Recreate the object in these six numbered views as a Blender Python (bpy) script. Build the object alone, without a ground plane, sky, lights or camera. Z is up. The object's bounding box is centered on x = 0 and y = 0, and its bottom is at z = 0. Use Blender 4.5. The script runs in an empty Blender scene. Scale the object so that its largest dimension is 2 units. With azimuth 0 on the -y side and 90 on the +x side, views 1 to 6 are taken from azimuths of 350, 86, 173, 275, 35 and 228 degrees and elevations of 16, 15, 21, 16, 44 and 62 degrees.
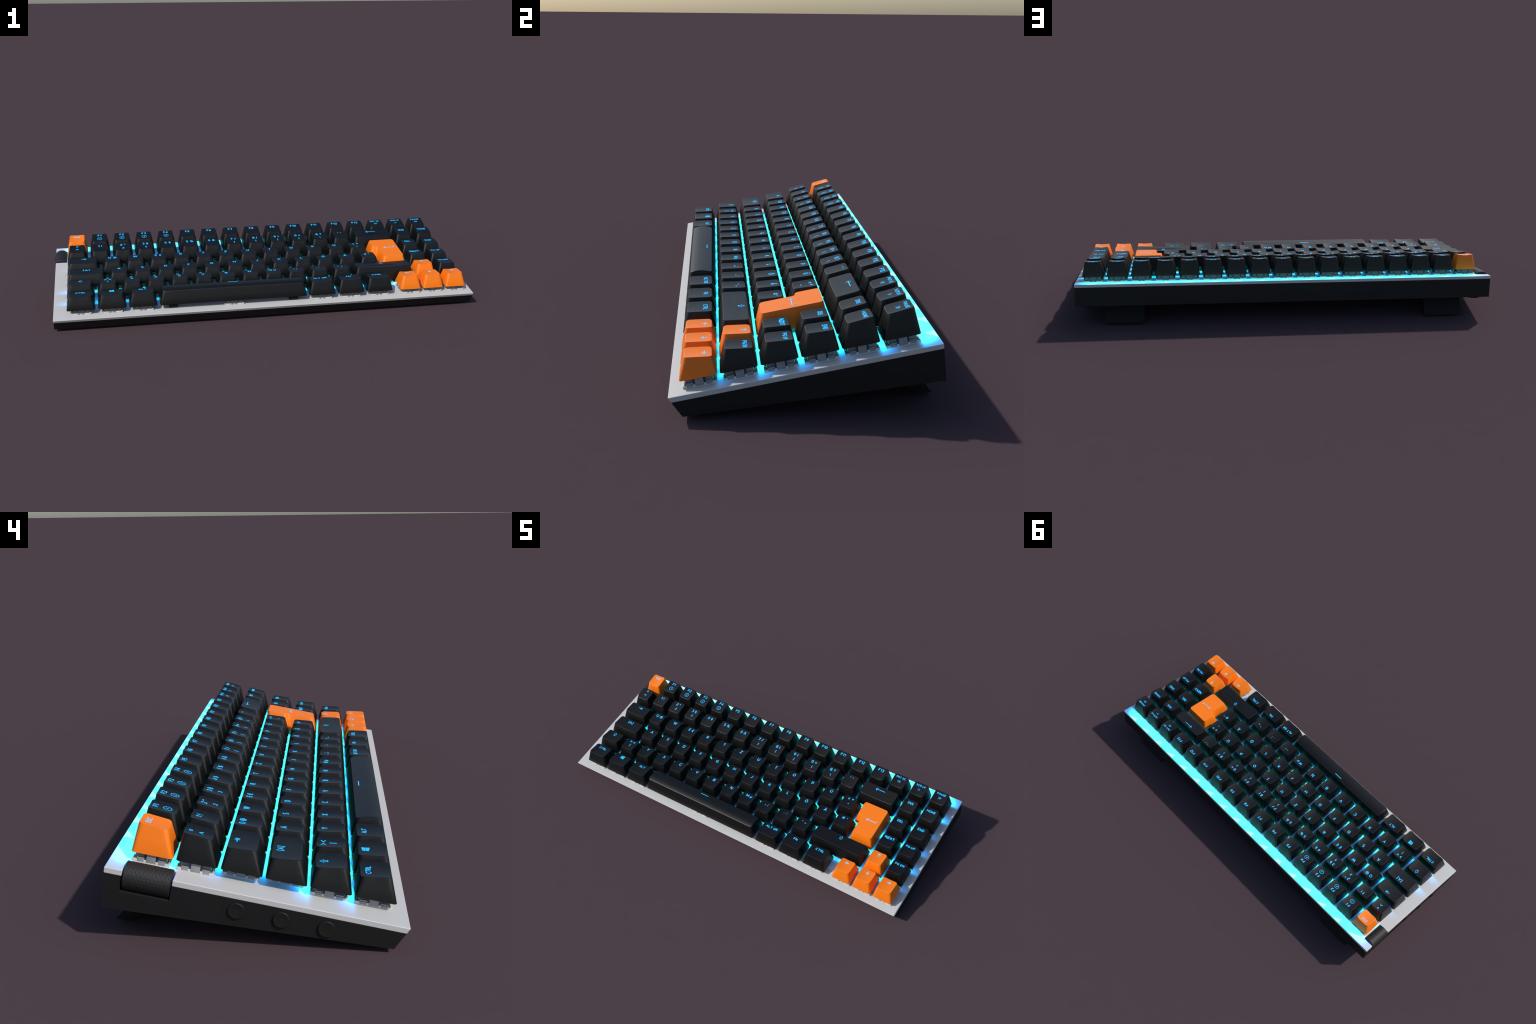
"""Compact 75-percent mechanical keyboard (ISO layout), backlit, tilted on two fold-out feet.
All parts are modelled in the keyboard's own frame: u to the right, v from the front edge to the
rear along the top plate, w out of the plate; the frame is tilted by TILT about the front edge."""
import bpy, bmesh, math, random
from mathutils import Matrix, Vector

random.seed(7)
TILT = math.radians(11.1)
FRONT_EDGE = Vector((0.0, -0.366, 0.0634))
FRAME = Matrix.Translation(FRONT_EDGE) @ Matrix.Rotation(TILT, 4, 'X')

# ---------------------------------------------------------------- layout numbers
LEFT, RIGHT, DEPTH = -0.9940, 1.0000, 0.7335     # top plate
THICK = 0.0155
COL0, PITCH_U, GAP_U = -0.9326, 0.1125, 0.0122   # left edge of first cap, key pitch, gap
ROW0, PITCH_V, CAP_D = 0.0334, 0.1099, 0.1020    # front edge of front row, row pitch, cap depth
CAP_BOTTOM = 0.0255
# per row, front to rear: (height of the top's front edge, of its rear edge, front inset)
ROWS = [(0.0852, 0.0735, 0.0234), (0.0860, 0.0739, 0.0234), (0.0820, 0.0747, 0.0240),
        (0.0833, 0.0793, 0.0244), (0.0890, 0.0948, 0.0254), (0.0925, 0.0988, 0.0247)]
REAR_INSET, SIDE_INSET = 0.0045, 0.0138
DISH = 0.0034
GLOW_V = 0.1045                                   # line of the glow painted behind each switch, from the row's front edge

# ---------------------------------------------------------------- materials
def material(name):
    m = bpy.data.materials.new(name)
    m.use_nodes = True
    return m, m.node_tree, m.node_tree.nodes["Principled BSDF"]

def plastic(name, colour, rough, grain=900.0, bump=0.08, vary=0.06, spec=0.5):
    """matt moulded plastic: flat colour with a very fine grain in tone and relief"""
    m, t, p = material(name)
    co = t.nodes.new("ShaderNodeTexCoord")
    n = t.nodes.new("ShaderNodeTexNoise"); n.inputs["Scale"].default_value = grain
    n.inputs["Detail"].default_value = 3
    t.links.new(co.outputs["Object"], n.inputs["Vector"])
    r = t.nodes.new("ShaderNodeValToRGB")
    r.color_ramp.elements[0].color = (*[c * (1 - vary) for c in colour], 1)
    r.color_ramp.elements[1].color = (*[min(1, c * (1 + vary)) for c in colour], 1)
    t.links.new(n.outputs["Fac"], r.inputs["Fac"])
    t.links.new(r.outputs["Color"], p.inputs["Base Color"])
    b = t.nodes.new("ShaderNodeBump"); b.inputs["Strength"].default_value = bump
    b.inputs["Distance"].default_value = 0.0006
    t.links.new(n.outputs["Fac"], b.inputs["Height"])
    t.links.new(b.outputs["Normal"], p.inputs["Normal"])
    p.inputs["Roughness"].default_value = rough
    p.inputs["Specular IOR Level"].default_value = spec
    return m

GLOW = (0.012, 0.47, 1.0)

def lit_legend(name, colour, strength=1.18):
    m, t, p = material(name)
    p.inputs["Base Color"].default_value = (*colour, 1)
    p.inputs["Roughness"].default_value = 0.5
    p.inputs["Emission Color"].default_value = (*GLOW, 1)
    p.inputs["Emission Strength"].default_value = strength
    return m

class Nodes:
    """tiny helper to write node arithmetic as expressions"""
    def __init__(self, tree): self.t = tree
    def math(self, op, a, b=None, clamp=False):
        n = self.t.nodes.new("ShaderNodeMath"); n.operation = op; n.use_clamp = clamp
        for i, x in enumerate((a, b)):
            if x is None: continue
            if isinstance(x, (int, float)): n.inputs[i].default_value = x
            else: self.t.links.new(x, n.inputs[i])
        return n.outputs[0]

# first cap centre and last cap centre of the glow spots drawn in every row, and their spacing phase
GLOW_ROWS = [(-0.8685, 0.917, PITCH_U * 1.25, -0.8685), (-0.8685, 0.917, PITCH_U, -0.757), (-0.843, 0.917, PITCH_U, -0.687),
              (-0.854, 0.917, PITCH_U, -0.718), (-0.8825, 0.917, PITCH_U, -0.8825), (-0.8825, 0.917, PITCH_U, -0.8825)]

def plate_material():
    """pale aluminium-look plate; LED spill behind each switch row is painted as emission"""
    m, t, p = material("pale_plate_painted_glow")
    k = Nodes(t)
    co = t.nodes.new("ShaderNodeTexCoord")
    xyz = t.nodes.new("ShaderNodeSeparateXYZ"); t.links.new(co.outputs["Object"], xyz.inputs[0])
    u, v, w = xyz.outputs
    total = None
    for r, (a, b, step, phase) in enumerate(GLOW_ROWS):
        glow_line = ROW0 + PITCH_V * r + GLOW_V
        d = k.math('SUBTRACT', v, glow_line)
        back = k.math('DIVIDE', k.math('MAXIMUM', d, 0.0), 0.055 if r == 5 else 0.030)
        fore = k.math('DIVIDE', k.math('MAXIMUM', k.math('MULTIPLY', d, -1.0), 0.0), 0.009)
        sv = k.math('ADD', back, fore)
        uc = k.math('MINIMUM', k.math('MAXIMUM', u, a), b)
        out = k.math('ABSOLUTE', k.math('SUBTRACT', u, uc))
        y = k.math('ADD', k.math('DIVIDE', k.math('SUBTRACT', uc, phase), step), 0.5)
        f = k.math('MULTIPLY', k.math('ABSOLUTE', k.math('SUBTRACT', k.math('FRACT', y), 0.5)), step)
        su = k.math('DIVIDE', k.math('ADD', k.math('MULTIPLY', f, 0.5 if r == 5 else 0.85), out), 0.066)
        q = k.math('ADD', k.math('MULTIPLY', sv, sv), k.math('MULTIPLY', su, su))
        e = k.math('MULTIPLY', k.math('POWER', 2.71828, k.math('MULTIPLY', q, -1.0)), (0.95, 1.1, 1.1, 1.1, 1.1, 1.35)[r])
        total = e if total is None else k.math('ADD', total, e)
    # weak even tint added to the emission for backlight scattered under the caps
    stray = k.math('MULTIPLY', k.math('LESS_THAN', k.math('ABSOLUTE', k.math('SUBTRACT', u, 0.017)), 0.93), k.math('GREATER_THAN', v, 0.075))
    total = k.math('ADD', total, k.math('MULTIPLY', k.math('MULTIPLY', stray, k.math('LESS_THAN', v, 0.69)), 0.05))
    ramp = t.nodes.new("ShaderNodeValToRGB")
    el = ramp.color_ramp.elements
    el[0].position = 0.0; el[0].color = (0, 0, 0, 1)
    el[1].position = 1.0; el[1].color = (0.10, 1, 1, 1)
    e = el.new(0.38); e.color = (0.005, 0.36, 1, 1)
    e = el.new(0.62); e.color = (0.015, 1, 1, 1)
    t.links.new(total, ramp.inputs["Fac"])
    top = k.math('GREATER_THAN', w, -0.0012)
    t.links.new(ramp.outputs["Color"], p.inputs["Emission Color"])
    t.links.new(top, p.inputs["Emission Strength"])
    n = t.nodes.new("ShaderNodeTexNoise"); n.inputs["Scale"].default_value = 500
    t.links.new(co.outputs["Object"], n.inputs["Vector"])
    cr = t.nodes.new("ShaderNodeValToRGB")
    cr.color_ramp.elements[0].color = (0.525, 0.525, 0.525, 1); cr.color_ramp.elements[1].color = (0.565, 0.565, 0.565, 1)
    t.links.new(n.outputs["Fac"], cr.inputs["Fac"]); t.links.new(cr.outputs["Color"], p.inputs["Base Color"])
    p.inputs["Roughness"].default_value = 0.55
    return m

BLACK, ORANGE = (0.0014, 0.0014, 0.0015), (0.95, 0.200, 0.0015)
MAT = dict(
    black=plastic("black_keycap_plastic", BLACK, 0.46, spec=0.46),
    orange=plastic("orange_keycap_plastic", ORANGE, 0.5, vary=0.02),
    legend_black=lit_legend("lit_legend_on_black", BLACK),
    legend_orange=lit_legend("lit_legend_on_orange", (0.22, 0.12, 0.06)),
    case=plastic("black_case_plastic", (0.0085, 0.0085, 0.0087), 0.55, spec=0.35),
    foot=plastic("dark_rubber", (0.005, 0.0052, 0.0055), 0.75, spec=0.3),
    wheel=plastic("black_wheel_rubber", (0.010, 0.010, 0.010), 0.6),
    hub=plastic("violet_wheel_hub", (0.022, 0.010, 0.13), 0.4),
    groove=plastic("button_mark", (0.006, 0.006, 0.006), 0.7),
    housing=plastic("smoky_clear_housing", (0.165, 0.173, 0.177), 0.18, grain=160, bump=0.15, vary=0.35),
    clip=plastic("milky_switch_clip", (0.62, 0.61, 0.58), 0.4, grain=200),
    rib=plastic("grey_switch_rib", (0.27, 0.278, 0.282), 0.3, grain=200),
    leaf=plastic("navy_switch_core", (0.006, 0.028, 0.075), 0.4),
    stabilizer=plastic("black_stabilizer", (0.002, 0.002, 0.002), 0.5, spec=0.25),
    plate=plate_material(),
)

# ---------------------------------------------------------------- object helpers
ROOT = bpy.data.objects.new("mechanical_keyboard", None)
bpy.context.scene.collection.objects.link(ROOT)
ROOT["label"] = "compact black backlit mechanical keyboard with orange accent keys"
ROOT["category"] = "keyboard"

def add(name, mesh, parent=None, at=(0, 0, 0), mat=None):
    o = bpy.data.objects.new(name, mesh)
    bpy.context.scene.collection.objects.link(o)
    if mat is not None and not mesh.materials:
        mesh.materials.append(mat)
    o.parent = parent or ROOT
    if o.parent is ROOT:
        o.matrix_local = FRAME @ Matrix.Translation(at)
    else:
        o.location = at
    return o

def finish(bm, name, angle=35):
    bmesh.ops.recalc_face_normals(bm, faces=bm.faces)
    me = bpy.data.meshes.new(name)
    bm.to_mesh(me); bm.free()
    me.shade_smooth()
    me.set_sharp_from_angle(angle=math.radians(angle))
    return me

def box(bm, lo, hi, taper=0.0, bevel=0.0):
    """axis-aligned box, its top shrunk by taper, optionally bevelled"""
    vs = []
    for z, s in ((lo[2], 0), (hi[2], taper)):
        for x, y in ((lo[0] + s, lo[1] + s), (hi[0] - s, lo[1] + s), (hi[0] - s, hi[1] - s), (lo[0] + s, hi[1] - s)):
            vs.append(bm.verts.new((x, y, z)))
    fs = [bm.faces.new([vs[i] for i in q]) for q in
          ((3, 2, 1, 0), (4, 5, 6, 7), (0, 1, 5, 4), (1, 2, 6, 5), (2, 3, 7, 6), (3, 0, 4, 7))]
    if bevel:
        edges = list({e for f in fs for e in f.edges})
        bmesh.ops.bevel(bm, geom=edges, offset=bevel, segments=2, affect='EDGES', profile=0.5)
    return fs

def prism(profile, u0, u1, inset=0.0):
    """extrude a (v, w) profile along u; inset pulls the lower points in at both ends"""
    bm = bmesh.new()
    wmin, wmax = min(p[1] for p in profile), max(p[1] for p in profile)
    rings = []
    for side, x in ((1, u0), (-1, u1)):
        rings.append([bm.verts.new((x + side * inset * (wmax - w) / (wmax - wmin), v, w)) for v, w in profile])
    bm.faces.new(rings[0]); bm.faces.new(rings[1][::-1])
    n = len(profile)
    for i in range(n):
        bm.faces.new((rings[0][i], rings[0][(i + 1) % n], rings[1][(i + 1) % n], rings[1][i]))
    bmesh.ops.recalc_face_normals(bm, faces=bm.faces)
    return bm

def cut_and_bevel(bm, name, cutters, width, segments=2):
    """carve boxes out of a solid, then round its edges"""
    me = bpy.data.meshes.new(name); bm.to_mesh(me); bm.free()
    o = bpy.data.objects.new(name, me); bpy.context.scene.collection.objects.link(o)
    helpers = []
    for c in cutters:
        cm = bpy.data.meshes.new("cutter"); bmesh.ops.recalc_face_normals(c, faces=c.faces); c.to_mesh(cm); c.free()
        h = bpy.data.objects.new("cutter", cm); bpy.context.scene.collection.objects.link(h); helpers.append(h)
        b = o.modifiers.new("cut", 'BOOLEAN'); b.object = h; b.operation = 'DIFFERENCE'; b.solver = 'EXACT'
    bv = o.modifiers.new("round", 'BEVEL'); bv.width = width; bv.segments = segments; bv.limit_method = 'ANGLE'
    bv.angle_limit = math.radians(25); bv.harden_normals = True
    for f in me.polygons: f.use_smooth = True
    dg = bpy.context.evaluated_depsgraph_get()
    out = bpy.data.meshes.new_from_object(o.evaluated_get(dg))
    for h in helpers + [o]:
        bpy.data.objects.remove(h)
    out.name = name
    return out

# ---------------------------------------------------------------- case, plate, wheel, buttons, feet
WHEEL_V0, WHEEL_V1, WHEEL_U, WHEEL_W, WHEEL_R = 0.5715, 0.6865, -0.9655, -0.0220, 0.0345

def notch(w0):
    c = bmesh.new(); box(c, (-1.2, 0.5685, w0), (-0.9365, 0.6895, 0.3)); return c

def lip():
    """wedge cut away below the wheel, which leaves a sloping lip"""
    c = bmesh.new()
    q = [(-1.0060, -0.0610), (-0.9850, -0.0532), (-1.0060, -0.0400)]
    a = [c.verts.new((x, 0.5690, w)) for x, w in q]; b = [c.verts.new((x, 0.6890, w)) for x, w in q]
    c.faces.new(a); c.faces.new(b[::-1])
    for i in range(3):
        j = (i + 1) % 3; c.faces.new((a[i], a[j], b[j], b[i]))
    return c

case = cut_and_bevel(
    prism([(0.0060, -THICK), (0.0262, -0.0605), (0.7262, -0.1060), (0.7325, -THICK)], LEFT + 0.0010, RIGHT - 0.0010, 0.0012),
    "case", [notch(-0.0535), lip()], 0.0020)
CASE = add("case", case, mat=MAT['case'])

plate = cut_and_bevel(
    prism([(-0.0012, 0.0), (0.0055, -THICK + 0.0002), (DEPTH - 0.0006, -THICK + 0.0002), (DEPTH, 0.0)], LEFT, RIGHT),
    "top_plate", [notch(-0.2)], 0.0022, 3)
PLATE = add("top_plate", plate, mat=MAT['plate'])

def lathe(profile, segments=64):
    """turn an (along, radius) profile round the v axis"""
    bm = bmesh.new(); rings = []
    for s, r in profile:
        rings.append([bm.verts.new((r * math.cos(2 * math.pi * i / segments), s, r * math.sin(2 * math.pi * i / segments)))
                      for i in range(segments)])
    for A, B in zip(rings, rings[1:]):
        for i in range(segments):
            j = (i + 1) % segments
            bm.faces.new((A[i], A[j], B[j], B[i]))
    bm.faces.new(rings[0]); bm.faces.new(rings[-1][::-1])
    return bm

WL = WHEEL_V1 - WHEEL_V0
WHEEL = add("volume_wheel", finish(lathe([(0.0028, 0.027), (0.0, 0.0285), (0.0, WHEEL_R - 0.0022), (0.0018, WHEEL_R), (WL - 0.0018, WHEEL_R),
            (WL, WHEEL_R - 0.0022), (WL, 0.0285), (WL - 0.0028, 0.027)]), "volume_wheel", 50), at=(WHEEL_U, WHEEL_V0, WHEEL_W), mat=MAT['wheel'])
add("wheel_hub", finish(lathe([(-0.0012, 0.024), (-0.0004, 0.0265), (WL + 0.0004, 0.0265), (WL + 0.0012, 0.024)]), "wheel_hub"), parent=WHEEL, mat=MAT['hub'])

def wheel_grip():
    bm = bmesh.new()
    rows, cols = 26, 11
    for i in range(rows):
        th = 2 * math.pi * i / rows
        rad = Vector((math.cos(th), 0, math.sin(th))); tan = Vector((-math.sin(th), 0, math.cos(th)))
        for j in range(cols):
            s = 0.0068 + (WL - 0.0136) * (j + (0.25 if i % 2 else -0.25)) / (cols - 1)
            if not 0.004 < s < WL - 0.004: continue
            c = rad * (WHEEL_R - 0.0004) + Vector((0, s, 0))
            rings = []
            for rr, h in ((0.0030, 0.0), (0.0022, 0.0005), (0.0012, 0.0007)):
                rings.append([bm.verts.new(c + rad * h + (tan * math.cos(a) + Vector((0, 1, 0)) * math.sin(a)) * rr)
                              for a in [2 * math.pi * q / 10 for q in range(10)]])
            for A, B in zip(rings, rings[1:]):
                for q in range(10):
                    bm.faces.new((A[q], A[(q + 1) % 10], B[(q + 1) % 10], B[q]))
            bm.faces.new(rings[-1])
    return finish(bm, "wheel_grip", 60)

grip = add("wheel_grip", wheel_grip(), parent=WHEEL, mat=MAT['wheel'])
grip["kind"] = "stuff"

def disc_button():
    """round side button, its axis along -u, with a rounded rim and a flat face"""
    bm = bmesh.new(); rings = []
    for out, r in ((0.0, 0.0205), (0.0030, 0.0205), (0.0042, 0.0198), (0.0046, 0.0186), (0.0044, 0.0175)):
        rings.append([bm.verts.new((-out, r * math.cos(2 * math.pi * i / 48), r * math.sin(2 * math.pi * i / 48))) for i in range(48)])
    for A, B in zip(rings, rings[1:]):
        for i in range(48):
            bm.faces.new((A[i], A[(i + 1) % 48], B[(i + 1) % 48], B[i]))
    bm.faces.new(rings[-1])
    return finish(bm, "side_button", 50)

def mark(points):
    """small sunk-looking mark on a button face, points in (v, w)"""
    bm = bmesh.new()
    a = [bm.verts.new((-0.0049, y, z)) for y, z in points]; b = [bm.verts.new((-0.0040, y, z)) for y, z in points]
    bm.faces.new(a); bm.faces.new(b[::-1]); n = len(points)
    for i in range(n):
        bm.faces.new((a[i], a[(i + 1) % n], b[(i + 1) % n], b[i]))
    return finish(bm, "button_mark")

btn = disc_button()
marks = [mark([(0.004, 0.0), (0, 0.0035), (-0.004, 0.0), (0, -0.0035)]), mark([(0.0045, 0.003), (-0.0045, 0.003), (0, -0.0045)]), None]
for i, v in enumerate((0.408, 0.2995, 0.191)):
    b = add("side_button", btn, at=(LEFT + 0.0005, v, -0.0432), mat=MAT['case'])
    if marks[i]:
        add("button_mark", marks[i], parent=b, mat=MAT['groove'])

def fold_foot():
    """leaning prop foot, drawn in world (y, z)"""
    bm = bmesh.new()
    q = [(0.2270, 0.1000), (0.3165, 0.0006), (0.3660, 0.0085), (0.2900, 0.1000)]
    a = [bm.verts.new((0.0, y, z)) for y, z in q]; b = [bm.verts.new((0.1850, y, z)) for y, z in q]
    bm.faces.new(a); bm.faces.new(b[::-1])
    for i in range(4):
        bm.faces.new((a[i], a[(i + 1) % 4], b[(i + 1) % 4], b[i]))
    bmesh.ops.bevel(bm, geom=bm.edges[:], offset=0.002, segments=2, affect='EDGES', profile=0.5)
    return finish(bm, "fold_out_foot")

foot = fold_foot()
for u in (0.6815, -0.8620):
    o = add("fold_out_foot", foot, mat=MAT['foot']); o.matrix_local = Matrix.Translation((u, 0, 0))

def pad():
    bm = bmesh.new(); rings = []
    for z, r in ((0.004, 0.034), (-0.0085, 0.034), (-0.0110, 0.032), (-0.0117, 0.028)):
        rings.append([bm.verts.new((r * 1.05 * math.cos(2 * math.pi * i / 40), r * math.sin(2 * math.pi * i / 40), z)) for i in range(40)])
    for A, B in zip(rings, rings[1:]):
        for i in range(40):
            bm.faces.new((A[i], A[(i + 1) % 40], B[(i + 1) % 40], B[i]))
    bm.faces.new(rings[-1])
    return finish(bm, "rubber_pad")

padm = pad()
slope = math.atan2(0.0907, 0.692)
for u, y in ((-0.926, 0.318), (0.932, 0.318), (-0.926, -0.278), (0.932, -0.278)):
    o = add("rubber_pad", padm, mat=MAT['foot'])
    z = 0.0090 + (y + 0.328) * math.tan(slope)
    o.matrix_local = Matrix.Translation((u, y, z)) @ Matrix.Rotation(slope, 4, 'X')

# ---------------------------------------------------------------- keycaps
def ring_points(corners, radii, seg=6, along=5):
    """closed outline through the corners (counter-clockwise), each rounded with its radius"""
    pts = []; n = len(corners)
    arcs = []
    for i in range(n):
        p0, p, p1 = Vector(corners[i - 1]), Vector(corners[i]), Vector(corners[(i + 1) % n])
        d0, d1 = (p0 - p).normalized(), (p1 - p).normalized()
        r = radii[i]
        a, b = p + d0 * r, p + d1 * r
        c = p + d0 * r + d1 * r
        arc = []
        for s in range(seg + 1):
            th = math.pi / 2 * s / seg
            arc.append(c - d1 * r * math.cos(th) - d0 * r * math.sin(th))
        arcs.append(arc)
    for i in range(n):
        pts += arcs[i]
        e0, e1 = arcs[i][-1], arcs[(i + 1) % n][0]
        pts += [e0.lerp(e1, s / (along + 1)) for s in range(1, along + 1)]
    return pts

class CapShape:
    """a keycap: base outline at the bottom, a smaller outline on top, a sloped and dished top face"""
    def __init__(self, width, row, dish=DISH, crown=0.0, rows=1, step=0.0):
        self.wd, self.row, self.dish, self.crown, self.rows, self.step = width, row, dish, crown, rows, step
        self.depth = CAP_D + (rows - 1) * PITCH_V
        hf, hr, fi = ROWS[row]
        if rows == 2: hf, hr = 0.0842, 0.0848
        if crown: hf, hr = 0.0855, 0.0748
        self.hf, self.hr, self.fi = hf, hr, fi
        self.t0, self.t1 = fi, self.depth - REAR_INSET
        self.l, self.r = SIDE_INSET, width - SIDE_INSET

    def top(self, x, y):
        f = (y - self.t0) / (self.t1 - self.t0)
        h = self.hf + (self.hr - self.hf) * f
        c = (x - self.wd / 2) / (self.wd / 2 - SIDE_INSET)
        h -= self.dish * max(0.0, 1 - c * c)
        h += self.crown * max(0.0, 4 * f * (1 - f)) * (1 + 0.44 * (0.5 - f))
        return h

    def outline(self, top):
        w, d = self.wd, self.depth
        l, r, f, b = (self.l, self.r, self.t0, self.t1) if top else (0.0, w, 0.0, d)
        if self.rows == 1:
            return [(l, f), (r, f), (r, b), (l, b)]
        sv = PITCH_V + (self.fi if top else 0.0)
        return [(l + self.step, f), (r, f), (r, b), (l, b), (l, sv), (l + self.step, sv)]

    def mesh(self, name):
        bm = bmesh.new()
        n = len(self.outline(False))
        rb, rt = [0.0090] * n, [0.0120] * n
        along = 5 if self.wd < 0.3 else 15
        base = ring_points(self.outline(False), rb, along=along)
        top = ring_points(self.outline(True), rt, along=along)
        if self.crown:
            along = 15
        rings = []
        def ring(pts, z): rings.append([bm.verts.new((p.x, p.y, z(p) if callable(z) else z)) for p in pts])
        under = [p.lerp(Vector((self.wd / 2, self.depth / 2)), 0.06) for p in base]
        ceiling = min(self.hf, self.hr) - self.dish - 0.014
        lift = (ceiling - CAP_BOTTOM) / (self.hr - CAP_BOTTOM)
        ring([p.lerp(q, lift) for p, q in zip(under, [q.lerp(Vector((self.wd / 2, (self.t0 + self.t1) / 2)), 0.06) for q in top])], ceiling)
        ring(under, CAP_BOTTOM + 0.0002)
        ring(base, CAP_BOTTOM)
        ring(base, CAP_BOTTOM + 0.0006)
        e = 0.0020
        for f in (0.5,):
            ring([p.lerp(q, f) for p, q in zip(base, top)], lambda p: CAP_BOTTOM + 0.5 * (0.5 * (self.hf + self.hr) - CAP_BOTTOM))
        rings.pop()
        mid = []
        for p, q in zip(base, top):
            z = CAP_BOTTOM + 0.5 * (self.top(q.x, q.y) - CAP_BOTTOM)
            m = p.lerp(q, 0.5); mid.append(bm.verts.new((m.x, m.y, z)))
        rings.append(mid)
        for back, down in ((0.055, 0.055), (0.0, 0.0)):
            rr = []
            for p, q in zip(base, top):
                ht = self.top(q.x, q.y)
                m = q.lerp(p, back)
                rr.append(bm.verts.new((m.x, m.y, ht - down * (ht - CAP_BOTTOM) - (0.0006 if not back else 0))))
            rings.append(rr)
        cen = Vector((self.wd / 2, (self.t0 + self.t1) / 2))
        n_pts = len(base)
        if self.rows == 1:
            for s in (0.965, 0.93, 0.78, 0.6, 0.4, 0.2):
                pts = []
                half = max(0.0, (self.r - self.l) / 2 - (self.t1 - self.t0) / 2)
                for q in top:
                    cx = max(cen.x - half, min(cen.x + half, q.x))
                    pts.append(Vector((cx, cen.y)).lerp(q, s) if half > 0 else cen.lerp(q, s))
                ring(pts, lambda p: self.top(p.x, p.y))
        for A, B in zip(rings, rings[1:]):
            for i in range(n_pts):
                bm.faces.new((A[i], A[(i + 1) % n_pts], B[(i + 1) % n_pts], B[i]))
        bm.faces.new(rings[-1])
        bm.faces.new(rings[0][::-1])
        if self.rows == 1:
            bmesh.ops.remove_doubles(bm, verts=rings[-1], dist=1e-6)
        return finish(bm, name, 28)

# ---------------------------------------------------------------- legends
def arc(cx, cy, rx, ry, a0, a1, n=12):
    """points on an ellipse from angle a0 to a1, in degrees"""
    return [(cx + rx * math.cos(math.radians(a0 + (a1 - a0) * i / n)), cy + ry * math.sin(math.radians(a0 + (a1 - a0) * i / n))) for i in range(n + 1)]

def dot(x, y, s=0.05): return [(x - s, y), (x + s, y)]

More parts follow.
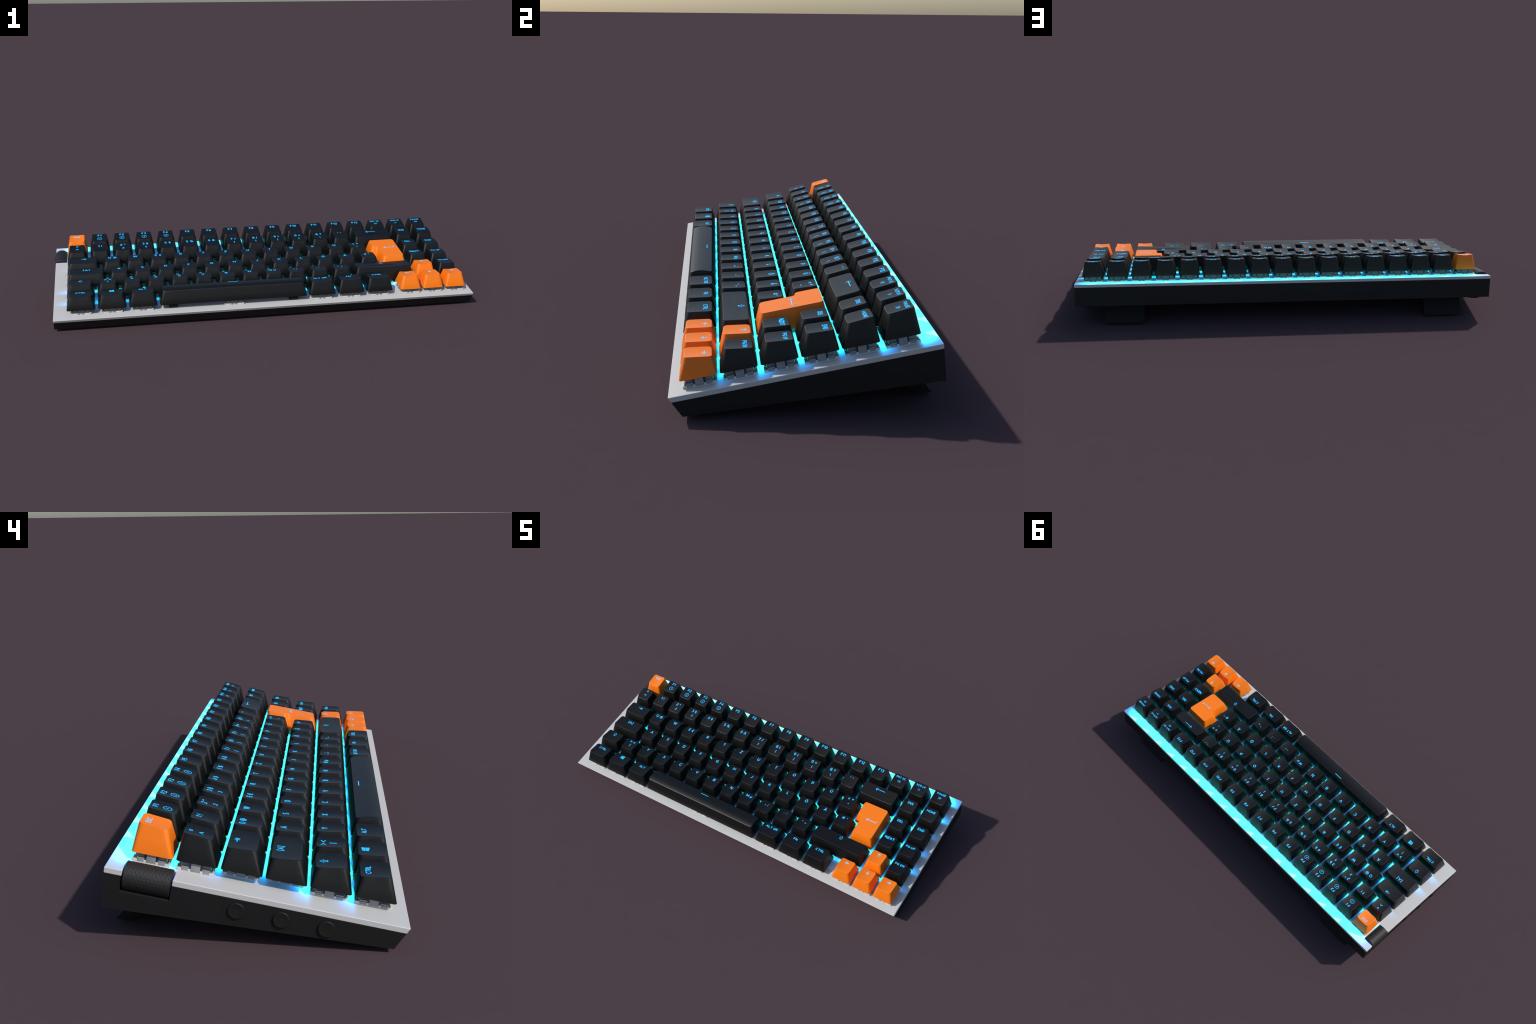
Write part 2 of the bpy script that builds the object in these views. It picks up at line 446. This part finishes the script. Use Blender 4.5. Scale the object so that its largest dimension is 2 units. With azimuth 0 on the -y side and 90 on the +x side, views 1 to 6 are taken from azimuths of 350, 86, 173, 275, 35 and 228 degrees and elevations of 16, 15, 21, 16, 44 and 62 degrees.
def lettering():
    """a plain wide sans-serif drawn as centre lines: name -> (width, strokes), capital height 1"""
    g = {}
    g['A'] = (0.86, [[(0, 0), (0.43, 1), (0.86, 0)], [(0.15, 0.33), (0.71, 0.33)]])
    g['B'] = (0.66, [[(0, 0), (0, 1), (0.34, 1)] + arc(0.34, 0.76, 0.26, 0.24, 90, -90)[1:] + [(0, 0.52)], [(0.3, 0.52)] + arc(0.36, 0.26, 0.30, 0.26, 90, -90) + [(0, 0)]])
    g['C'] = (0.74, [arc(0.46, 0.5, 0.46, 0.5, 52, 308, 18)])
    g['D'] = (0.74, [[(0, 0), (0, 1), (0.26, 1)] + arc(0.28, 0.5, 0.46, 0.5, 90, -90, 14) + [(0, 0)]])
    g['E'] = (0.54, [[(0.54, 1), (0, 1), (0, 0), (0.54, 0)], [(0, 0.52), (0.48, 0.52)]])
    g['F'] = (0.54, [[(0.54, 1), (0, 1), (0, 0)], [(0, 0.50), (0.48, 0.50)]])
    g['G'] = (0.82, [arc(0.46, 0.5, 0.46, 0.5, 52, 318, 18) + [(0.80, 0.46), (0.48, 0.46)]])
    g['H'] = (0.76, [[(0, 0), (0, 1)], [(0.76, 0), (0.76, 1)], [(0, 0.52), (0.76, 0.52)]])
    g['I'] = (0.40, [[(0.2, 0), (0.2, 1)], [(0, 1), (0.4, 1)], [(0, 0), (0.4, 0)]])
    g['J'] = (0.44, [[(0.44, 1), (0.44, 0.24)] + arc(0.2, 0.24, 0.24, 0.24, 0, -130)[1:]])
    g['K'] = (0.70, [[(0, 0), (0, 1)], [(0.64, 1), (0.03, 0.40)], [(0.22, 0.58), (0.70, 0)]])
    g['L'] = (0.52, [[(0, 1), (0, 0), (0.52, 0)]])
    g['M'] = (0.96, [[(0, 0), (0, 1)], [(0, 1), (0.48, 0.12), (0.96, 1)], [(0.96, 1), (0.96, 0)]])
    g['N'] = (0.76, [[(0, 0), (0, 1), (0.76, 0), (0.76, 1)]])
    g['O'] = (0.90, [arc(0.45, 0.5, 0.45, 0.5, 90, 450, 24)])
    g['P'] = (0.62, [[(0, 0), (0, 1), (0.32, 1)] + arc(0.34, 0.72, 0.28, 0.28, 90, -90)[1:] + [(0, 0.44)]])
    g['Q'] = (0.92, [arc(0.45, 0.5, 0.45, 0.5, 90, 450, 24), [(0.52, 0.10), (0.80, -0.20)]])
    g['R'] = (0.68, [[(0, 0), (0, 1), (0.32, 1)] + arc(0.34, 0.74, 0.27, 0.26, 90, -90)[1:] + [(0, 0.48)], [(0.32, 0.48), (0.68, 0)]])
    g['S'] = (0.60, [arc(0.31, 0.75, 0.29, 0.25, 42, 270, 12) + arc(0.29, 0.25, 0.30, 0.25, 90, -140, 12)[1:]])
    g['T'] = (0.74, [[(0, 1), (0.74, 1)], [(0.37, 1), (0.37, 0)]])
    g['U'] = (0.74, [[(0, 1), (0, 0.34)] + arc(0.37, 0.34, 0.37, 0.34, 180, 360)[1:] + [(0.74, 1)]])
    g['V'] = (0.84, [[(0, 1), (0.42, 0), (0.84, 1)]])
    g['W'] = (1.26, [[(0, 1), (0.32, 0), (0.63, 0.94), (0.94, 0), (1.26, 1)]])
    g['X'] = (0.78, [[(0.02, 0), (0.76, 1)], [(0.76, 0), (0.02, 1)]])
    g['Y'] = (0.78, [[(0, 1), (0.39, 0.46), (0.78, 1)], [(0.39, 0.46), (0.39, 0)]])
    g['Z'] = (0.70, [[(0, 1), (0.70, 1), (0, 0), (0.70, 0)]])
    g['0'] = (0.62, [arc(0.31, 0.5, 0.31, 0.5, 90, 450, 22)])
    g['1'] = (0.32, [[(0, 0.76), (0.30, 1), (0.30, 0)]])
    g['2'] = (0.60, [arc(0.30, 0.71, 0.28, 0.29, 155, -25, 10) + [(0.0, 0.0), (0.60, 0.0)]])
    g['3'] = (0.58, [arc(0.28, 0.76, 0.27, 0.24, 140, -90, 12), arc(0.28, 0.26, 0.30, 0.26, 90, -140, 12)])
    g['4'] = (0.70, [[(0.50, 0), (0.50, 1), (0, 0.26), (0.70, 0.26)]])
    g['5'] = (0.58, [[(0.54, 1), (0.08, 1), (0.04, 0.54)] + arc(0.27, 0.31, 0.31, 0.31, 110, -140, 12)])
    g['6'] = (0.60, [arc(0.30, 0.31, 0.30, 0.31, 90, 450, 18), arc(0.52, 0.36, 0.52, 0.64, 95, 180, 8)])
    g['7'] = (0.60, [[(0, 1), (0.60, 1), (0.20, 0)]])
    g['8'] = (0.60, [arc(0.30, 0.76, 0.26, 0.24, 90, 450, 16), arc(0.30, 0.26, 0.30, 0.26, 90, 450, 16)])
    g['9'] = (0.60, [arc(0.30, 0.69, 0.30, 0.31, 90, 450, 18), arc(0.08, 0.64, 0.52, 0.64, -85, 0, 8)])
    g['!'] = (0.06, [[(0.03, 1), (0.03, 0.32)], dot(0.03, 0.02)])
    g['"'] = (0.26, [[(0, 1), (0, 0.68)], [(0.26, 1), (0.26, 0.68)]])
    g["'"] = (0.06, [[(0.03, 1), (0.03, 0.62)]])
    g['\u00a7'] = (0.50, [arc(0.25, 0.84, 0.22, 0.16, 30, 250, 9) + arc(0.25, 0.46, 0.25, 0.17, 100, -60, 9), arc(0.25, 0.56, 0.25, 0.17, 120, 270, 9) + arc(0.25, 0.14, 0.22, 0.17, 80, -150, 9)])
    g['$'] = (0.56, [arc(0.29, 0.72, 0.26, 0.20, 42, 270, 10) + arc(0.27, 0.30, 0.28, 0.22, 90, -140, 10)[1:], [(0.28, 1.06), (0.28, -0.06)]])
    g['%'] = (0.92, [arc(0.19, 0.76, 0.18, 0.24, 90, 450, 14), arc(0.73, 0.24, 0.18, 0.24, 90, 450, 14), [(0.70, 1), (0.22, 0)]])
    g['&'] = (0.84, [[(0.84, 0), (0.22, 0.66)] + arc(0.35, 0.81, 0.19, 0.19, 200, -40, 10) + arc(0.28, 0.27, 0.28, 0.27, 120, 300, 10) + [(0.72, 0.48)]])
    g['/'] = (0.44, [[(0, 0), (0.44, 1)]])
    g['\\'] = (0.40, [[(0, 1), (0.40, 0)]])
    g['('] = (0.22, [arc(0.34, 0.44, 0.34, 0.62, 125, 235, 10)])
    g[')'] = (0.22, [arc(-0.12, 0.44, 0.34, 0.62, 55, -55, 10)])
    g['['] = (0.22, [[(0.22, 1.06), (0, 1.06), (0, -0.14), (0.22, -0.14)]])
    g[']'] = (0.22, [[(0, 1.06), (0.22, 1.06), (0.22, -0.14), (0, -0.14)]])
    g['{'] = (0.30, [[(0.30, 1.06), (0.14, 1.0), (0.14, 0.58), (0.0, 0.46), (0.14, 0.34), (0.14, -0.08), (0.30, -0.14)]])
    g['}'] = (0.30, [[(0, 1.06), (0.16, 1.0), (0.16, 0.58), (0.30, 0.46), (0.16, 0.34), (0.16, -0.08), (0, -0.14)]])
    g['='] = (0.60, [[(0, 0.64), (0.60, 0.64)], [(0, 0.34), (0.60, 0.34)]])
    g['?'] = (0.46, [arc(0.22, 0.74, 0.24, 0.26, 140, -50, 10) + [(0.21, 0.44), (0.21, 0.30)], dot(0.21, 0.02)])
    g['\u00df'] = (0.64, [[(0, 0), (0, 0.70)] + arc(0.28, 0.72, 0.28, 0.28, 180, -60, 12)[1:] + [(0.32, 0.50)] + arc(0.36, 0.25, 0.28, 0.25, 80, -130, 10)])
    g['\u00b4'] = (0.20, [[(0, 0.74), (0.18, 1.0)]])
    g['`'] = (0.20, [[(0, 1.0), (0.18, 0.74)]])
    g['+'] = (0.76, [[(0, 0.5), (0.76, 0.5)], [(0.38, 0.88), (0.38, 0.12)]])
    g['*'] = (0.62, [[(0.31, 1.02), (0.31, 0.38)], [(0.03, 0.86), (0.59, 0.54)], [(0.03, 0.54), (0.59, 0.86)]])
    g['~'] = (0.60, [[(0, 0.42), (0.14, 0.56), (0.30, 0.50), (0.46, 0.42), (0.60, 0.56)]])
    g['#'] = (0.98, [[(0.22, 0), (0.38, 1)], [(0.60, 0), (0.76, 1)], [(0.06, 0.68), (0.98, 0.68)], [(0, 0.30), (0.92, 0.30)]])
    g[','] = (0.12, [[(0.12, 0.10), (0.02, -0.22)]])
    g[';'] = (0.12, [dot(0.07, 0.62), [(0.12, 0.10), (0.02, -0.22)]])
    g['.'] = (0.10, [dot(0.05, 0.04)])
    g[':'] = (0.10, [dot(0.05, 0.62), dot(0.05, 0.04)])
    g['-'] = (0.34, [[(0, 0.40), (0.34, 0.40)]])
    g['_'] = (0.56, [[(0, -0.10), (0.56, -0.10)]])
    g['@'] = (1.00, [arc(0.5, 0.45, 0.5, 0.55, -50, -330, 22) + arc(0.82, 0.36, 0.17, 0.16, 0, -170, 6), arc(0.48, 0.44, 0.19, 0.20, 90, 450, 14)])
    g['\u20ac'] = (0.68, [arc(0.50, 0.5, 0.40, 0.5, 58, 302, 16), [(0, 0.60), (0.54, 0.60)], [(0, 0.40), (0.54, 0.40)]])
    g['\u00b5'] = (0.58, [[(0, 0.72), (0, -0.26)], [(0, 0.24)] + arc(0.26, 0.24, 0.26, 0.24, 180, 340, 8) + [(0.54, 0.30)], [(0.54, 0.72), (0.54, 0.0)]])
    g['\u00b0'] = (0.52, [arc(0.26, 0.74, 0.26, 0.26, 90, 450, 16)])
    for base, new in (('A', '\u00c4'), ('O', '\u00d6'), ('U', '\u00dc')):
        w, st = g[base]
        g[new] = (w, st + [dot(w / 2 - 0.17, 1.27), dot(w / 2 + 0.17, 1.27)])
    for base, new in (('2', '\u00b2'), ('3', '\u00b3')):
        g[new] = (0.44, [[(x * 0.72, 0.2 + y * 0.62) for x, y in p] for p in g[base][1]])
    return g

GLYPHS = lettering()

def split_corners(points, width):
    """cut a polyline at sharp corners and lengthen the pieces there, so that thick lines meet squarely"""
    pieces, cur = [], [Vector(points[0])]
    for a, b, c in zip(points, points[1:], points[2:]):
        a, b, c = Vector(a), Vector(b), Vector(c)
        cur.append(b)
        if (b - a).length and (c - b).length and (b - a).angle(c - b) > math.radians(50):
            cur[-1] = b + (b - a).normalized() * width * 0.42
            pieces.append(cur)
            cur = [b - (c - b).normalized() * width * 0.42]
    cur.append(Vector(points[-1])); pieces.append(cur)
    return [[(p.x, p.y) for p in q] for q in pieces]

def stroke_mesh(paths, width):
    """line drawing as flattened tubes; each path is (closed, points)"""
    cu = bpy.data.curves.new("strokes", 'CURVE'); cu.dimensions = '3D'
    cu.bevel_depth = width / 2; cu.bevel_resolution = 1; cu.use_fill_caps = True
    for closed, points in paths:
        for pts in ([points] if closed else split_corners(points, width)):
            sp = cu.splines.new('POLY'); sp.points.add(len(pts) - 1); sp.use_cyclic_u = closed
            for q, (x, y) in zip(sp.points, pts): q.co = (x, y, 0, 1)
    o = bpy.data.objects.new("strokes", cu); bpy.context.scene.collection.objects.link(o)
    me = bpy.data.meshes.new_from_object(o.evaluated_get(bpy.context.evaluated_depsgraph_get()))
    bpy.data.objects.remove(o)
    for v in me.vertices: v.co.z *= 0.25
    return me, 0.0

def glyph_mesh(body, cap_height, bold=0.0):
    """a line of lettering, centred on the origin, with the given capital height"""
    stroke = 0.175 * cap_height + 0.0005 + bold
    scale = cap_height - stroke
    x, paths = 0.0, []
    for ch in body:
        if ch == ' ':
            x += 0.46; continue
        w, strokes = GLYPHS[ch]
        for p in strokes:
            paths.append((False, [((x + a) * scale, b * scale) for a, b in p]))
        x += w + 0.37
    width = (x - 0.37) * scale
    me, _ = stroke_mesh([(c, [(a - width / 2, b - scale / 2) for a, b in p]) for c, p in paths], stroke)
    return me, 0.0

def slab_mesh(polys):
    bm = bmesh.new()
    for poly in polys:
        a = [bm.verts.new((x, y, 0.0004)) for x, y in poly]; b = [bm.verts.new((x, y, -0.0004)) for x, y in poly]
        bm.faces.new(a); bm.faces.new(b[::-1])
        for i in range(len(poly)):
            bm.faces.new((a[i], a[(i + 1) % len(poly)], b[(i + 1) % len(poly)], b[i]))
    bmesh.ops.recalc_face_normals(bm, faces=bm.faces)
    me = bpy.data.meshes.new("slab"); bm.to_mesh(me); bm.free()
    return me, 0.0

def arrow(direction, length, head, bar=False):
    dx, dy = direction
    def rot(x, y): return (x * dx - y * dy, x * dy + y * dx)
    L = length / 2
    paths = [(False, [rot(-L, 0), rot(L, 0)]), (False, [rot(L - head, head), rot(L, 0), rot(L - head, -head)])]
    if bar: paths.append((False, [rot(L + 0.003, head), rot(L + 0.003, -head)]))
    return paths

def circle(r, n=28): return (True, [(r * math.cos(2 * math.pi * i / n), r * math.sin(2 * math.pi * i / n)) for i in range(n)])

SHIFT = [(True, [(0, 0.0105), (-0.0085, 0.0015), (-0.0042, 0.0015), (-0.0042, -0.0085), (0.0042, -0.0085), (0.0042, 0.0015), (0.0085, 0.0015)])]
WINDOW = [[(-0.0105, -0.0078), (-0.0015, -0.0092), (-0.0015, -0.0006), (-0.0105, -0.0006)],
          [(-0.0105, 0.0006), (-0.0015, 0.0006), (-0.0015, 0.0092), (-0.0105, 0.0078)],
          [(-0.0005, -0.0094), (0.0115, -0.0110), (0.0115, -0.0006), (-0.0005, -0.0006)],
          [(-0.0005, 0.0006), (0.0115, 0.0006), (0.0115, 0.0110), (-0.0005, 0.0094)]]
S = 0.0031   # stroke width of the drawn symbols

def symbol(kind):
    if kind == 'tab': return stroke_mesh(arrow((1, 0), 0.019, 0.0065, True), S)
    if kind == 'back': return stroke_mesh(arrow((-1, 0), 0.050, 0.0080), S)
    if kind == 'enter':
        return stroke_mesh([(False, [(0.043, 0.011), (0.043, 0.0), (-0.010, 0.0)]), (False, [(-0.0020, 0.0080), (-0.010, 0.0), (-0.0020, -0.0080)])], S)
    if kind in ('left', 'right', 'up', 'down'):
        d = dict(left=(-1, 0), right=(1, 0), up=(0, 1), down=(0, -1))[kind]
        return stroke_mesh(arrow(d, 0.0185, 0.0075), 0.0033)
    if kind == 'shift': return stroke_mesh(SHIFT, 0.0032)
    if kind == 'window': return slab_mesh(WINDOW)
    if kind == 'dash': return slab_mesh([[(-0.023, -0.0014), (0.023, -0.0014), (0.023, 0.0014), (-0.023, 0.0014)]])
    if kind == 'play': return stroke_mesh([(True, [(-0.005, 0.0055), (0.0055, 0.0), (-0.005, -0.0055)])], 0.0024)
    if kind in ('rewind', 'forward'):
        s = -1 if kind == 'rewind' else 1
        return stroke_mesh([(False, [(s * (c - 0.003), 0.0058), (s * (c + 0.0035), 0.0), (s * (c - 0.003), -0.0058)]) for c in (-0.004, 0.004)], 0.0024)
    if kind == 'circle': return stroke_mesh([circle(0.0112)], 0.0022)
    if kind == 'bar': return slab_mesh([[(-0.0012, -0.0095), (0.0012, -0.0095), (0.0012, 0.0095), (-0.0012, 0.0095)]])
    if kind == 'caret': return stroke_mesh([(False, [(-0.0065, -0.0045), (0.0, 0.0045), (0.0065, -0.0045)])], S)
    if kind == 'less_greater':
        return stroke_mesh([(False, [(-0.0155, 0.0058), (-0.0055, 0.0), (-0.0155, -0.0058)]), (False, [(0.0155, 0.0058), (0.0055, 0.0), (0.0155, -0.0058)])], S)
    raise ValueError(kind)

BIG, MID, SMALL, TINY = 0.0184, 0.0174, 0.0146, 0.0130

def T(text, dv=0.0, du=0.0, h=BIG, bold=0.0): return ('text', text, du, dv, h, bold)
def Y(kind, dv=0.0, du=0.0): return ('symbol', kind, du, dv, 0, 0)

LEGEND_V = 0.0779       # legend centre from the row's front edge

def legend_mesh(shape, items):
    bm = bmesh.new()
    for what, body, du, dv, h, bold in items:
        me, y0 = glyph_mesh(body, h, bold) if what == 'text' else symbol(body)
        cx, cy = shape.wd / 2 + du, LEGEND_V + dv
        if shape.rows == 2: cy = 0.118 + dv
        first = len(bm.verts)
        bm.from_mesh(me); bpy.data.meshes.remove(me)
        bm.verts.ensure_lookup_table()
        for v in list(bm.verts)[first:]:
            x, y = cx + v.co.x, cy + y0 + v.co.y
            v.co = (x, y, shape.top(x, y) + 0.0004 + v.co.z)
    me = bpy.data.meshes.new("legend")
    bm.to_mesh(me); bm.free()
    return me

# ---------------------------------------------------------------- the layout, front row first
def word(t, h=SMALL): return [T(t, h=h)]
def pair(a, b, below=None):
    thin = -0.0007 if b in '%&' else 0.0
    out = [T(a + " " + b, h=MID, bold=thin)]
    if below == '|': out.append(Y('bar', dv=-0.026))
    elif below: out.append(T(below, dv=-0.028, du=0.002, h=0.0200 if below in '\u00b2\u00b3' else 0.0140, bold=-0.0010 if below in '\u00b2\u00b3' else 0.0))
    if below: out[0] = T(a + " " + b, dv=0.002, h=MID)
    return out

ORANGE_KEYS = {'esc', 'enter', 'left', 'right', 'up', 'down'}
LAYOUT = [
    # row 0
    [(0, 1.25, 'ctrl', word('CTRL')), (1.25, 1.25, 'window', [Y('window', 0.001)]), (2.5, 1.25, 'alt', word('ALT')), (3.75, 6.25, 'space', [Y('dash', 0.003)]),
     (10, 1.25, 'alt', word('ALT GR')), (11.25, 1.25, 'fn', word('FN')), (12.5, 1.25, 'ctrl', word('CTRL')),
     (14, 1, 'left', [Y('left')]), (15, 1, 'down', [Y('down')]), (16, 1, 'right', [Y('right')])],
    # row 1
    [(0, 1.25, 'shift', [Y('shift')]), (1.25, 1, 'k', [Y('less_greater', 0.003), Y('bar', -0.022)])] +
    [(2.25 + i, 1, 'k', [T(c)]) for i, c in enumerate("YXCVBN")] +
    [(8.25, 1, 'k', [T("M \u00b5", h=MID)]), (9.25, 1, 'k', [T(", ;")]), (10.25, 1, 'k', [T(". :")]), (11.25, 1, 'k', [T("- _")]),
     (12.25, 2.75, 'shift', [Y('shift')]), (15, 1, 'up', [Y('up')]), (16, 1, 'pgdn', word('PG DN', TINY))],
    # row 2
    [(0, 1.75, 'caps', [T('[A]', h=MID)])] + [(1.75 + i, 1, 'k', [T(c)]) for i, c in enumerate("ASDFGHJKL\u00d6\u00c4")] +
    [(12.75, 1, 'k', [T("# '", h=MID, bold=-0.0008)]), (15, 1, 'logo', [T('NZXT', h=0.0158, bold=0.0009)]), (16, 1, 'pgup', word('PG UP', TINY))],
    # row 3
    [(0, 1.5, 'tab', [Y('tab')]), (1.5, 1, 'k', [T("Q @", h=MID, bold=-0.0005)]), (2.5, 1, 'k', [T("W")]), (3.5, 1, 'k', [T("E \u20ac", h=MID)])] +
    [(4.5 + i, 1, 'k', [T(c)]) for i, c in enumerate("RTZUIOP\u00dc")] +
    [(12.5, 1, 'k', pair("+", "*", "~")), (15, 1, 'del', word('DEL')), (16, 1, 'end', word('END'))],
    # row 4
    [(0, 1, 'k', [T("\u00b0", dv=0.001, bold=-0.0012), Y('caret', -0.022)])] +
    [(1 + i, 1, 'k', pair(a, b, c)) for i, (a, b, c) in enumerate([("1", "!", None), ("2", '"', "\u00b2"), ("3", "\u00a7", "\u00b3"), ("4", "$", None), ("5", "%", None),
      ("6", "&", None), ("7", "/", "{"), ("8", "(", "["), ("9", ")", "]"), ("0", "=", "}"), ("\u00df", "?", "\\"), ("\u00b4", "`", None)])] +
    [(13, 2, 'backspace', [Y('back')]), (15, 1, 'ins', word('INS')), (16, 1, 'home', word('HOME', TINY))],
    # row 5
    [(0, 1, 'esc', word('ESC'))] + [(i, 1, 'f', [T(f"F{i}", dv=0.004, h=0.0166), Y('circle', -0.027), T(str(i), dv=-0.027, h=0.0098)]) for i in range(1, 5)] +
    [(i, 1, 'f', [T(f"F{i}", dv=0.001, h=0.0166)]) for i in range(5, 14)] +
    [(14, 1, 'prt', [T('PRT SC', dv=0.004, h=0.0118), Y('rewind', -0.019)]), (15, 1, 'scr', [T('SCR LK', dv=0.004, h=0.0118), Y('play', -0.019)]),
     (16, 1, 'pause', [T('PAUSE', dv=0.004, h=0.0118), Y('forward', -0.019)])],
]

# ---------------------------------------------------------------- switches
SW = 0.0460     # half size of the switch base
def switch_meshes():
    h = bmesh.new()
    box(h, (-0.0430, -0.0430, 0.0002), (0.0430, 0.0430, 0.0090), taper=0.0015, bevel=0.0008)
    box(h, (-0.0400, -0.0395, 0.0085), (0.0400, 0.0395, 0.0400), taper=0.0100, bevel=0.0010)
    housing = finish(h, "switch_housing")
    r = bmesh.new()      # grey ribs along both sides, and the taller middle block
    for sx in (-1, 1):
        for c, half, top in ((0.0, 0.0115, 0.0290), (0.0260, 0.0075, 0.0085), (-0.0260, 0.0075, 0.0085)):
            a, b = sorted((sx * 0.0400, sx * 0.0455))
            box(r, (a, c - half, 0.0004), (b, c + half, top), bevel=0.0005)
        a, b = sorted((sx * 0.0410, sx * 0.0440))
        for c in (0.0260, -0.0260):
            box(r, (a, c - 0.0095, 0.0085), (b, c + 0.0095, 0.0125), bevel=0.0004)
    rib = finish(r, "switch_rib")
    c = bmesh.new()      # milky clips at the foot
    for sx in (-1, 1):
        a, b = sorted((sx * 0.0405, sx * SW))
        for v, half in ((0.0400, 0.0060), (-0.0400, 0.0060), (0.0150, 0.0032), (-0.0150, 0.0032)):
            box(c, (a, v - half, 0.0003), (b, v + half, 0.0078), bevel=0.0006)
        box(c, (min(a, b) if sx > 0 else a, -0.0455, 0.0003), (b if sx > 0 else max(a, b), 0.0455, 0.0022))
    for sv in (-1, 1):
        for u0, u1 in ((-0.0520, -0.0085), (0.0085, 0.0520)):
            a, b = sorted((sv * 0.0405, sv * SW))
            box(c, (u0 + 0.006, a, 0.0003), (u1 - 0.006, b, 0.0058), bevel=0.0006)
        a, b = sorted((sv * 0.0410, sv * 0.0450))
        box(c, (-0.0050, a, 0.0003), (0.0050, b, 0.0035), bevel=0.0005)
    clip = finish(c, "switch_clip")
    l = bmesh.new()      # navy core showing beside the middle block
    for sx in (-1, 1):
        for v in (0.0142, -0.0142):
            a, b = sorted((sx * 0.0398, sx * 0.0436))
            box(l, (a, v - 0.0026, 0.0080), (b, v + 0.0026, 0.0285))
    for sv in (-1, 1):
        for u in (0.018, -0.018):
            a, b = sorted((sv * 0.0398, sv * 0.0434))
            box(l, (u - 0.002, a - sv * 0.004, 0.0060), (u + 0.002, b - sv * 0.004, 0.0200))
    leaf = finish(l, "switch_core")
    for me, k in ((housing, 'housing'), (rib, 'rib'), (clip, 'clip'), (leaf, 'leaf')):
        me.materials.append(MAT[k])
    return housing, rib, clip, leaf

HOUSING, RIB, CLIP, LEAF = switch_meshes()

def place_switch(u, v):
    s = add("key_switch", HOUSING, at=(u, v, 0.0))
    add("switch_rib", RIB, parent=s); add("switch_clip", CLIP, parent=s); add("switch_core", LEAF, parent=s)

def stabilizer():
    bm = bmesh.new()
    box(bm, (-0.020, -0.038, 0.0003), (0.020, 0.036, 0.0150), bevel=0.001)
    box(bm, (-0.014, -0.030, 0.0150), (0.014, 0.028, 0.0300), bevel=0.001)
    return finish(bm, "stabilizer")
STAB = stabilizer()

# ---------------------------------------------------------------- put the keys on
cap_cache, shape_cache = {}, {}
def put_key(row, col, units, kind, items, rows=1):
    width = units * PITCH_U - GAP_U
    u, v = COL0 + col * PITCH_U, ROW0 + row * PITCH_V
    orange = kind in ORANGE_KEYS
    key = (row, units, orange, rows)
    if key not in cap_cache:
        dish = 0.0 if (kind == 'space' or rows == 2) else DISH
        shape = CapShape(width, row, dish, 0.0072 if kind == 'space' else 0.0, rows, 0.25 * PITCH_U if rows == 2 else 0.0)
        me = shape.mesh("keycap"); me.materials.append(MAT['orange' if orange else 'black'])
        cap_cache[key], shape_cache[key] = me, shape
    cap = add("keycap", cap_cache[key], at=(u, v, 0.0))
    leg = legend_mesh(shape_cache[key], items)
    add("legend", leg, parent=cap, mat=MAT['legend_orange' if orange else 'legend_black'])
    cu = u + width / 2
    cv = v + CAP_D / 2 + 0.001 + (rows - 1) * PITCH_V / 2
    place_switch(cu, cv)
    spread = {6.25: 0.284, 2.75: 0.0716, 2: 0.0716}.get(units)
    if spread:
        for s in (-1, 1):
            add("stabilizer", STAB, at=(cu + s * spread, cv, 0.0), mat=MAT['stabilizer'])

for row, keys in enumerate(LAYOUT):
    for col, units, kind, items in keys:
        put_key(row, col, units, kind, items)
put_key(2, 13.5, 1.5, 'enter', [Y('enter')], rows=2)
